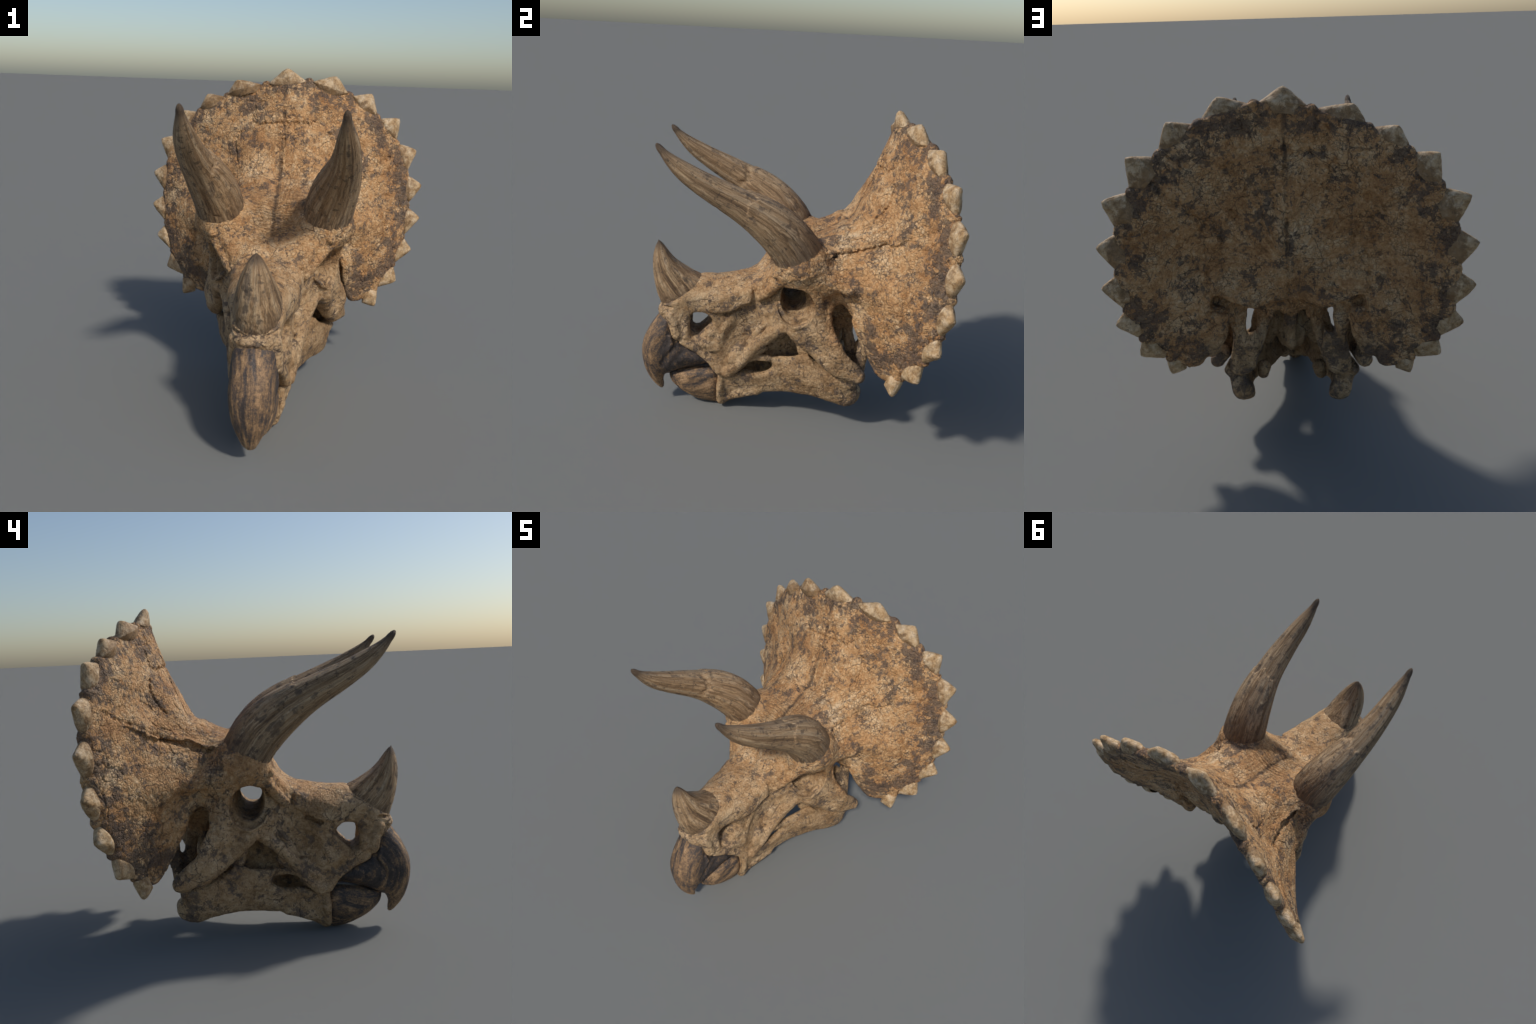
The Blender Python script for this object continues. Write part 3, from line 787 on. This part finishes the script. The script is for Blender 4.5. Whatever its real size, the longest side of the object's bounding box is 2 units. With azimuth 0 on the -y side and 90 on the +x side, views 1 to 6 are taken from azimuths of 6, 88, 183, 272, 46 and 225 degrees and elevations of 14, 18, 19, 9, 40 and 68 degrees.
def beak_material():
    m = Nodes("dark_beak_bone")
    x, y, z = m.xyz(m.obj)[:]
    # grooves sweep round the curve of the bill: (x, distance, angle) about a pivot behind it
    dy, dz = m.math("ADD", y, .60), m.math("SUBTRACT", z, .36)
    rho = m.math("SQRT", m.math("ADD", m.math("MULTIPLY", dy, dy), m.math("MULTIPLY", dz, dz)))
    phi = m.math("ARCTAN2", dz, dy)
    wide = m.math("ADD", .35, m.math("MULTIPLY", m.span(z, .05, .45), .65))
    p = m.vec(m.math("DIVIDE", x, wide), m.math("MULTIPLY", rho, .9), m.math("MULTIPLY", m.math("ABSOLUTE", phi), .028))
    w = m.vmath("SCALE", m.vmath("SUBTRACT", m.noise(m.obj, 10, 3, colour=True), (.5, .5, .5)), scale=.034)
    p = m.vmath("ADD", p, w)
    streak = m.noise(p, 30, 6, .64)
    broad = m.noise(m.obj, 6, 4, .6)
    fleck = m.noise(m.obj, 70, 5, .7)
    v = m.math("ADD", m.math("ADD", m.math("MULTIPLY", streak, .50), m.math("MULTIPLY", broad, .28)), m.math("MULTIPLY", fleck, .22))
    front = m.span(m.math("SUBTRACT", y, m.math("MULTIPLY", z, -.10)), -.68, -.82)
    v = m.math("ADD", v, m.math("MULTIPLY", front, .035))
    flank = m.math("MULTIPLY", m.span(m.math("ABSOLUTE", x), .045, .095), m.span(z, .20, .32))
    v = m.math("SUBTRACT", v, m.math("MULTIPLY", flank, .018))
    low = m.span(z, .30, .12)
    v = m.math("ADD", v, m.math("MULTIPLY", low, .03))
    col = m.ramp(v, [(.38, (.03, .026, .026)), (.48, (.07, .056, .05)), (.545, (.20, .125, .07)), (.60, (.36, .225, .12)), (.72, (.46, .33, .21))])
    grain = m.noise(m.obj, 140, 5, .7)
    col = m.mix(.5, col, m.ramp(grain, [(.3, (.6, .55, .5)), (.6, (1.05, 1.03, 1))]), "MULTIPLY")
    n1 = m.bump(streak, .008, .7)
    n2 = m.bump(grain, .003, .5, n1)
    return m.finish(col, m.span(streak, .3, .7, .45, .7), n2)

def spike_material():
    m = Nodes("pale_spike_bone")
    p = m.vmath("ADD", m.obj, m.vmath("SCALE", m.vmath("SUBTRACT", m.noise(m.obj, 18, 3, colour=True), (.5, .5, .5)), scale=.03))
    v = m.noise(p, 22, 6, .66)
    col = m.ramp(v, [(.30, (.20, .115, .05)), (.42, (.37, .235, .115)), (.52, (.48, .335, .19)), (.66, (.59, .455, .305))])
    q = m.xyz(m.obj)
    rx, rz = m.math("DIVIDE", q[0], .86), m.math("DIVIDE", m.math("SUBTRACT", q[2], 1.18), .74)
    rad = m.math("SQRT", m.math("ADD", m.math("MULTIPLY", rx, rx), m.math("MULTIPLY", rz, rz)))
    root_ = m.span(m.math("ADD", rad, m.math("MULTIPLY", m.math("SUBTRACT", v, .5), .30)), 1.045, .985)
    col = m.mix(m.math("MULTIPLY", root_, .65), col, (.21, .125, .062))
    spot = m.span(m.noise(p, 34, 5, .7), .60, .68)
    col = m.mix(m.math("MULTIPLY", spot, .65), col, (.12, .08, .055))
    hair = m.math("SUBTRACT", 1.0, m.math("ABSOLUTE", m.math("MULTIPLY", m.math("SUBTRACT", m.noise(p, 15, 4, .6), .5), 24)), clamp=True)
    col = m.mix(m.math("MULTIPLY", hair, .4), col, (.10, .07, .05))
    grain = m.noise(m.obj, 150, 4, .7)
    col = m.mix(.4, col, m.ramp(grain, [(.3, (.65, .6, .55)), (.6, (1.05, 1.04, 1.02))]), "MULTIPLY")
    n = m.bump(m.math("SUBTRACT", m.noise(p, 60, 5, .65), m.math("MULTIPLY", hair, .5)), .004, .6)
    return m.finish(col, .68, n)

# ---------------------------------------------------------------- relief of the bone
def weather(P, N, scale=1.0, plates=1.0):
    w = np.stack([lumps(P, .06, 31, 2), lumps(P, .06, 41, 2), lumps(P, .06, 51, 2)], 1) * .012
    Q = P + w
    onfrill = sstep(.16, .34, P[:, 1])
    plates = plates * (.45 + .55 * onfrill)
    h = .0045 * lumps(P, .11, 3, 3) + .0018 * lumps(P, .03, 7, 2)
    f1, gap, tint = cells(Q, .070, 2)
    on = sstep(-.15, .30, lumps(P, .2, 61, 2))
    h += plates * ((tint - .5) * .0045 - .0058 * np.exp(-(gap / .055) ** 2) * on)
    f1, gap, tint = cells(Q, .034, 13)
    h += plates * (.0010 * (1 - f1 / .6).clip(-1, 1) - .0008 * np.exp(-(gap / .09) ** 2) + (tint - .5) * .0006)
    # ribs fanning out from the crown
    r = np.sqrt(P[:, 0] ** 2 + (P[:, 2] - 1.02) ** 2) + .05
    fan = np.stack([P[:, 0] / r * .6, r * .18, (P[:, 2] - 1.02) / r * .6], 1) + w
    h += .0042 * lumps(fan, .055, 91, 3) * sstep(.10, .26, P[:, 1]) * sstep(.85, .40, r)
    lon = np.stack([P[:, 0] * .8, (P[:, 1] + .6 * P[:, 2]) * .35, P[:, 2] - .55 * P[:, 1]], 1) + w
    h += .0030 * lumps(lon, .045, 95, 3) * sstep(.36, .2, P[:, 1]) * sstep(1.0, .85, P[:, 2])
    # the parietal stands above the cheek side of the frill in a ragged ledge
    X = np.abs(P[:, 0])
    zc = np.interp(P[:, 1], [.26, .43, .56, .70, .80], [1.185, 1.232, 1.287, 1.38, 1.45]) + .014 * lumps(P, .05, 71, 2) + .022 * lumps(P, .14, 72, 1)
    front = sstep(.05, .02, P[:, 1] - frill_front(X, P[:, 2])) * sstep(.31, .34, X) * sstep(.66, .46, X) * sstep(.22, .27, P[:, 1])
    up = P[:, 2] - zc
    h += front * np.where(up > 0, .015 * np.exp(-np.abs(up) / .07), -.006 * np.exp(-np.abs(up) / .03))
    # wrinkles across the forehead
    brow = sstep(.15, .06, X) * sstep(-.06, .0, P[:, 1]) * sstep(.24, .14, P[:, 1]) * sstep(1.0, 1.05, P[:, 2])
    h += .0060 * brow * np.sin((P[:, 1] + .8 * P[:, 2]) * 210 + 3.5 * lumps(P, .07, 73, 2)) - .007 * np.exp(-(P[:, 0] / .012) ** 2) * brow
    h *= 1 - .7 * sstep(-.64, -.70, P[:, 1]) * sstep(.62, .65, P[:, 2])
    return P + N * (scale * h)[:, None]

def sculpt(fn, lo, hi, h, scale=1.0, plates=1.0):
    V, Q = surface(fn, lo, hi, h)
    N = vertex_normals(V, Q)
    V = weather(V.astype(F), N.astype(F), scale, plates).astype(np.float64)
    return V, Q

# ---------------------------------------------------------------- build
bone, beak, pale = bone_material(), beak_material(), spike_material()
root = bpy.data.objects.new("dinosaur_skull", None)
bpy.context.scene.collection.objects.link(root)
root["label"] = "weathered horned dinosaur skull with scalloped bony neck frill"
root["category"] = "dinosaur skull fossil"

def lopsided(V):
    """the top of the frill stands a little higher on one side"""
    V = V.copy()
    a = np.sin(np.clip(V[:, 0] / .62, -1, 1) * math.pi) * sstep(1.45, 1.85, V[:, 2]) * sstep(.3, .5, V[:, 1])
    V[:, 2] += .020 * a
    return V

V, Q = sculpt(skull_field, (0, -.86, .22), (.93, .94, 2.0), VOX)
V = lopsided(V)
N = vertex_normals(V, Q)
C = V[Q].mean(1)
ax = np.abs(C[:, 0])
frill = (C[:, 1] > .29) & ((C[:, 2] > .90) | ((ax > .405) & (C[:, 1] > frill_front(ax, C[:, 2]) - .05) & ((C[:, 2] > .60) | (ax > .47))))
snout = (C[:, 1] < -.17) & ~frill
parts = {}
for name, mask in (("cranium", ~frill & ~snout), ("snout", snout), ("frill", frill)):
    v, q, nn = used_only(V, Q[mask], N)
    parts[name] = mesh_object(name, v, q, bone, root, nn)

V, Q = sculpt(jaw_field, (0, -.42, -.01), (.40, .58, .54), VOX)
jaw = mesh_object("lower_jaw", V, Q, bone, root)

def ridged(V, Q, amp):
    N = vertex_normals(V, Q)
    P = V.astype(F)
    dy, dz = P[:, 1] + .60, P[:, 2] - .36
    flow = np.stack([P[:, 0] / (.35 + .65 * sstep(.05, .45, P[:, 2])), np.hypot(dy, dz) * .9, np.abs(np.arctan2(dz, dy)) * .035], 1)
    h = amp * (lumps(flow, .030, 5, 3) + .5 * lumps(P, .08, 9, 2))
    return V + N * h[:, None]

V, Q = surface(upper_beak_field, (0, -.93, .05), (.16, -.36, .70), .0036)
mesh_object("upper_beak", ridged(V, Q, .0035), Q, beak, root)
V, Q = surface(lower_beak_field, (0, -.74, -.03), (.16, -.34, .31), .0036)
mesh_object("lower_beak", ridged(V, Q, .0028), Q, beak, root)

# brow horns: rings swept along a curved axis
HORN = np.array([(.311, .109, 1.108), (.329, -.013, 1.365), (.447, -.231, 1.516), (.396, -.562, 1.546), (.385, -.75, 1.801)])
HORN_R = np.array([.149, .1421, .1193, .0912, .0719, .051, .009])

def bezier(K, t):
    n = len(K) - 1
    return sum(math.comb(n, i) * ((1 - t) ** (n - i) * t ** i)[:, None] * K[i] for i in range(n + 1))

def frames(C, up):
    T = np.gradient(C, axis=0)
    T /= np.linalg.norm(T, axis=1, keepdims=True)
    A = np.cross(T, up)
    A /= np.linalg.norm(A, axis=1, keepdims=True)
    return T, A, np.cross(A, T)

def brow_horn(name, side, seed, mat):
    t = np.concatenate([np.linspace(0, .96, 230), .96 + .04 * np.sin(np.linspace(0, 1, 24)[1:] * math.pi / 2)])
    C = bezier(HORN, t)
    T, A, B = frames(C, np.array([1.0, 0, 0]))
    r = np.interp(t, np.linspace(0, 1, 7), HORN_R) * (1 + .055 * sstep(.10, .35, t))
    k = np.ones(25) / 25
    r[12:-40] = np.convolve(r, k, "same")[12:-40]
    tip = t > .955
    r[tip] = 1.05 * np.interp(.955, np.linspace(0, 1, 7), HORN_R) * np.sqrt(np.clip(1 - ((t[tip] - .955) / .0455) ** 2, .0004, 1))
    n = 120
    th = np.arange(n) / n * 2 * math.pi
    TH, S = np.meshgrid(th, t)
    P = np.stack([np.cos(TH), np.sin(TH), S * 2.4], -1).reshape(-1, 3).astype(F)
    fib = lumps(P * [1, 1, .45], .16, seed, 3).reshape(TH.shape)
    slow = lumps(P, .9, seed + 3, 2).reshape(TH.shape)
    line = lumps(P * [1, 1, .5], .35, seed + 8, 2).reshape(TH.shape)
    R = r[:, None] * (1 + .016 * fib + .035 * slow - .035 * np.exp(-(line / .05) ** 2) * (S < .85))
    # the outer sheath ends in a ragged step half way out
    edge = .47 + .03 * lumps(np.stack([np.cos(th), np.sin(th), 0 * th], 1).astype(F), .5, seed + 2, 3)[None, :] * 2
    face = sstep(-.2, .5, np.cos(TH - (.5 if side > 0 else -.7)))
    if side < 0:
        R = R * (1 - .13 * np.exp(-((S - edge - .018) / .020) ** 2) * sstep(.35, .85, np.cos(TH + 1.1)))
    R = R * (1 - .07 * face * sstep(-.004, .004, S - edge) * (1 - sstep(.0, .32, S - edge)))
    # knobbly collar at the root
    f1, gap, tint = cells((P * [1, 1, 1.3]).astype(F), .22, seed + 4)
    R = R * (1 + (.03 * (.5 - f1.reshape(TH.shape)) * (1 - sstep(.08, .20, S))))
    V = C[:, None, :] + R[..., None] * (np.cos(TH)[..., None] * A[:, None, :] + np.sin(TH)[..., None] * B[:, None, :])
    V = V * [side, 1, 1]
    V, Q = rings_to_mesh(list(V))
    if side > 0:
        Q = Q[:, ::-1]
    return mesh_object(name, V, Q, mat, root)

tt = np.linspace(0, 1, 60)
axis = bezier(HORN, tt)
chord = axis[-1] - axis[0]
length = np.linalg.norm(chord)
chord = chord / length
ct = (axis - axis[0]) @ chord / length
bend = {"chord": chord, "x": np.polyfit(ct, axis[:, 0], 4), "y": np.polyfit(ct, axis[:, 1], 4), "z": np.polyfit(ct, axis[:, 2], 4)}
taper = np.polyfit(ct, np.interp(tt, np.linspace(0, 1, 7), HORN_R), 4)
HORN_TONES = [(.34, (.09, .057, .038)), (.42, (.22, .135, .070)), (.49, (.365, .238, .130)), (.57, (.475, .335, .198)), (.67, (.55, .425, .29))]
horn_mat = horn_material("fibrous_horn", bend, taper, length, axis[0], HORN_TONES)
brow_horn("brow_horn", 1, 101, horn_mat)
brow_horn("brow_horn", -1, 202, horn_mat)

# nose horn: sections between a front and a back profile line
FRONT = rounded([(-.735, .64), (-.768, .70), (-.797, .78), (-.814, .865), (-.823, .95), (-.822, 1.02), (-.808, 1.085), (-.790, 1.122)], 12, closed=False)
BACK = rounded([(-.47, .88), (-.525, .905), (-.59, .938), (-.665, .988), (-.707, 1.03), (-.737, 1.073), (-.762, 1.105), (-.782, 1.124)], 12, closed=False)
WIDE = np.interp(np.linspace(0, 1, len(FRONT)), np.linspace(0, 1, 8), [.128, .125, .115, .099, .080, .056, .032, .008])
n = 112
th = np.arange(n) / n * 2 * math.pi
rings = []
for k, (f, b, w) in enumerate(zip(FRONT, BACK, WIDE)):
    mid, half = (f + b) / 2, (f - b) / 2
    c, s = np.cos(th), np.sin(th)
    back = np.clip(-c, 0, 1)
    u = np.sign(c) * np.abs(c) ** np.where(c < 0, .72, .95)
    v = np.sign(s) * np.abs(s) ** np.where(c < 0, .80, 1.0) * (1 - .10 * np.clip(c, 0, 1))
    P = np.stack([c, s, 0 * c + k * .012], 1).astype(F)
    g = 1 + .018 * lumps(P, .16, 77, 3) + .03 * lumps(P, .8, 78, 2) - .03 * np.exp(-(lumps(P, .4, 79, 2) / .05) ** 2)
    # a hollow back face
    hollow = .10 * np.clip(-c, 0, 1) ** 3 * (1 - k / len(FRONT))
    rings.append(np.stack([w * v * g, mid[0] + half[0] * u * g + hollow * half[0] * -u * .0, mid[1] + half[1] * u * g], 1))
for q in (.75, .45, .12):
    last = rings[len(FRONT) - 1]
    c0 = last.mean(0)
    rings.append(c0 + (last - c0) * q + (np.array([0, -.003, .008]) * (1 - q)))
Vn, Qn = rings_to_mesh(rings)
mid = (FRONT + BACK) / 2
nax = np.stack([0 * mid[:, 0], mid[:, 0], mid[:, 1]], 1)
nch = nax[-1] - nax[0]
nlen = np.linalg.norm(nch)
nch = nch / nlen
nt = (nax - nax[0]) @ nch / nlen
nbend = {"chord": nch, "x": [0.0], "y": np.polyfit(nt, nax[:, 1], 3), "z": np.polyfit(nt, nax[:, 2], 3)}
nose_mat = horn_material("fibrous_nose_horn", nbend, np.polyfit(nt, WIDE, 3), nlen, nax[0], HORN_TONES, fibre=.8, mirror=False)
mesh_object("nasal_horn", Vn, Qn, nose_mat, root)

# spikes of the frill rim
TIPS = {0: (0, .65, 2.0), 1: (.315, .712, 1.962), -1: (-.334, .737, 1.920), 2: (.555, .79, 1.858), -2: (-.542, .80, 1.822), 3: (.750, .843, 1.703), -3: (-.731, .848, 1.697)}
for k, tip in {4: (.884, .868, 1.497), 5: (.934, .867, 1.262), 6: (.939, .845, 1.038), 7: (.897, .81, .818), 8: (.805, .737, .607), 9: (.667, .643, .446)}.items():
    TIPS[k], TIPS[-k] = tip, (-tip[0], *tip[1:])

def spike(k, tip):
    s = 1 if k >= 0 else -1
    a = abs(k)
    tip = np.array(tip, float)
    v = VALLEY * [s, 1, 1]
    p, q = (v[a - 1], v[a]) if a else (v[0] * [-1, 1, 1], v[0])
    ends = lopsided(np.array([p, q]))
    p, q = ends
    if a == 9:
        p, q = p + (tip - p) * .12, q + (tip - q) * .25
    base = (p + q) / 2
    tan = (q - p) / np.linalg.norm(q - p)
    out = tip - base
    h = np.linalg.norm(out)
    nor = np.cross(out / h, tan)
    nor /= np.linalg.norm(nor)
    half = np.linalg.norm(q - p) * (.435 if a else .40) * (1.25 if a == 9 else 1)
    rr = np.random.default_rng(400 + k)
    n = 64
    th = np.arange(n) / n * 2 * math.pi
    c, sn = np.cos(th), np.sin(th)
    rings = []
    for t in np.concatenate([np.linspace(-.55, .80, 28), .80 + .2 * np.sin(np.linspace(0, 1, 12)[1:] * math.pi / 2)]):
        tc = np.clip(t, 0, 1)
        w = half * (1 - .90 * tc ** 1.05) * (1 if t >= 0 else 1 + .75 * t)
        d = .046 * (1 - .66 * tc ** 1.2) * (1 + (.55 * t if t < 0 else 0))
        if t > .80:
            e = math.sqrt(max(1 - ((t - .80) / .2005) ** 2, 0.0002))
            w, d = w * e, d * e
        cx = np.sign(c) * np.abs(c) ** 1.05
        sx = np.sign(sn) * np.abs(sn) ** 1.08
        ring = base + out * t + np.outer(w * cx, tan) + np.outer(d * sx, nor)
        rings.append(ring)
    V, Q = rings_to_mesh(rings)
    P = (V + k * 3.7).astype(F)
    N = vertex_normals(V, Q)
    V = V + N * (  .0035 * lumps(P, .07, 5, 2) + .0012 * lumps(P, .016, 6, 2) - .0022 * np.exp(-(lumps(P, .05, 8, 2) / .035) ** 2))[:, None]
    if np.einsum("ij,ij->i", N, V - base).mean() < 0:
        Q = Q[:, ::-1]
    return mesh_object("frill_spike", V, Q, pale, parts["frill"])

for k, tip in TIPS.items():
    spike(k, tip)
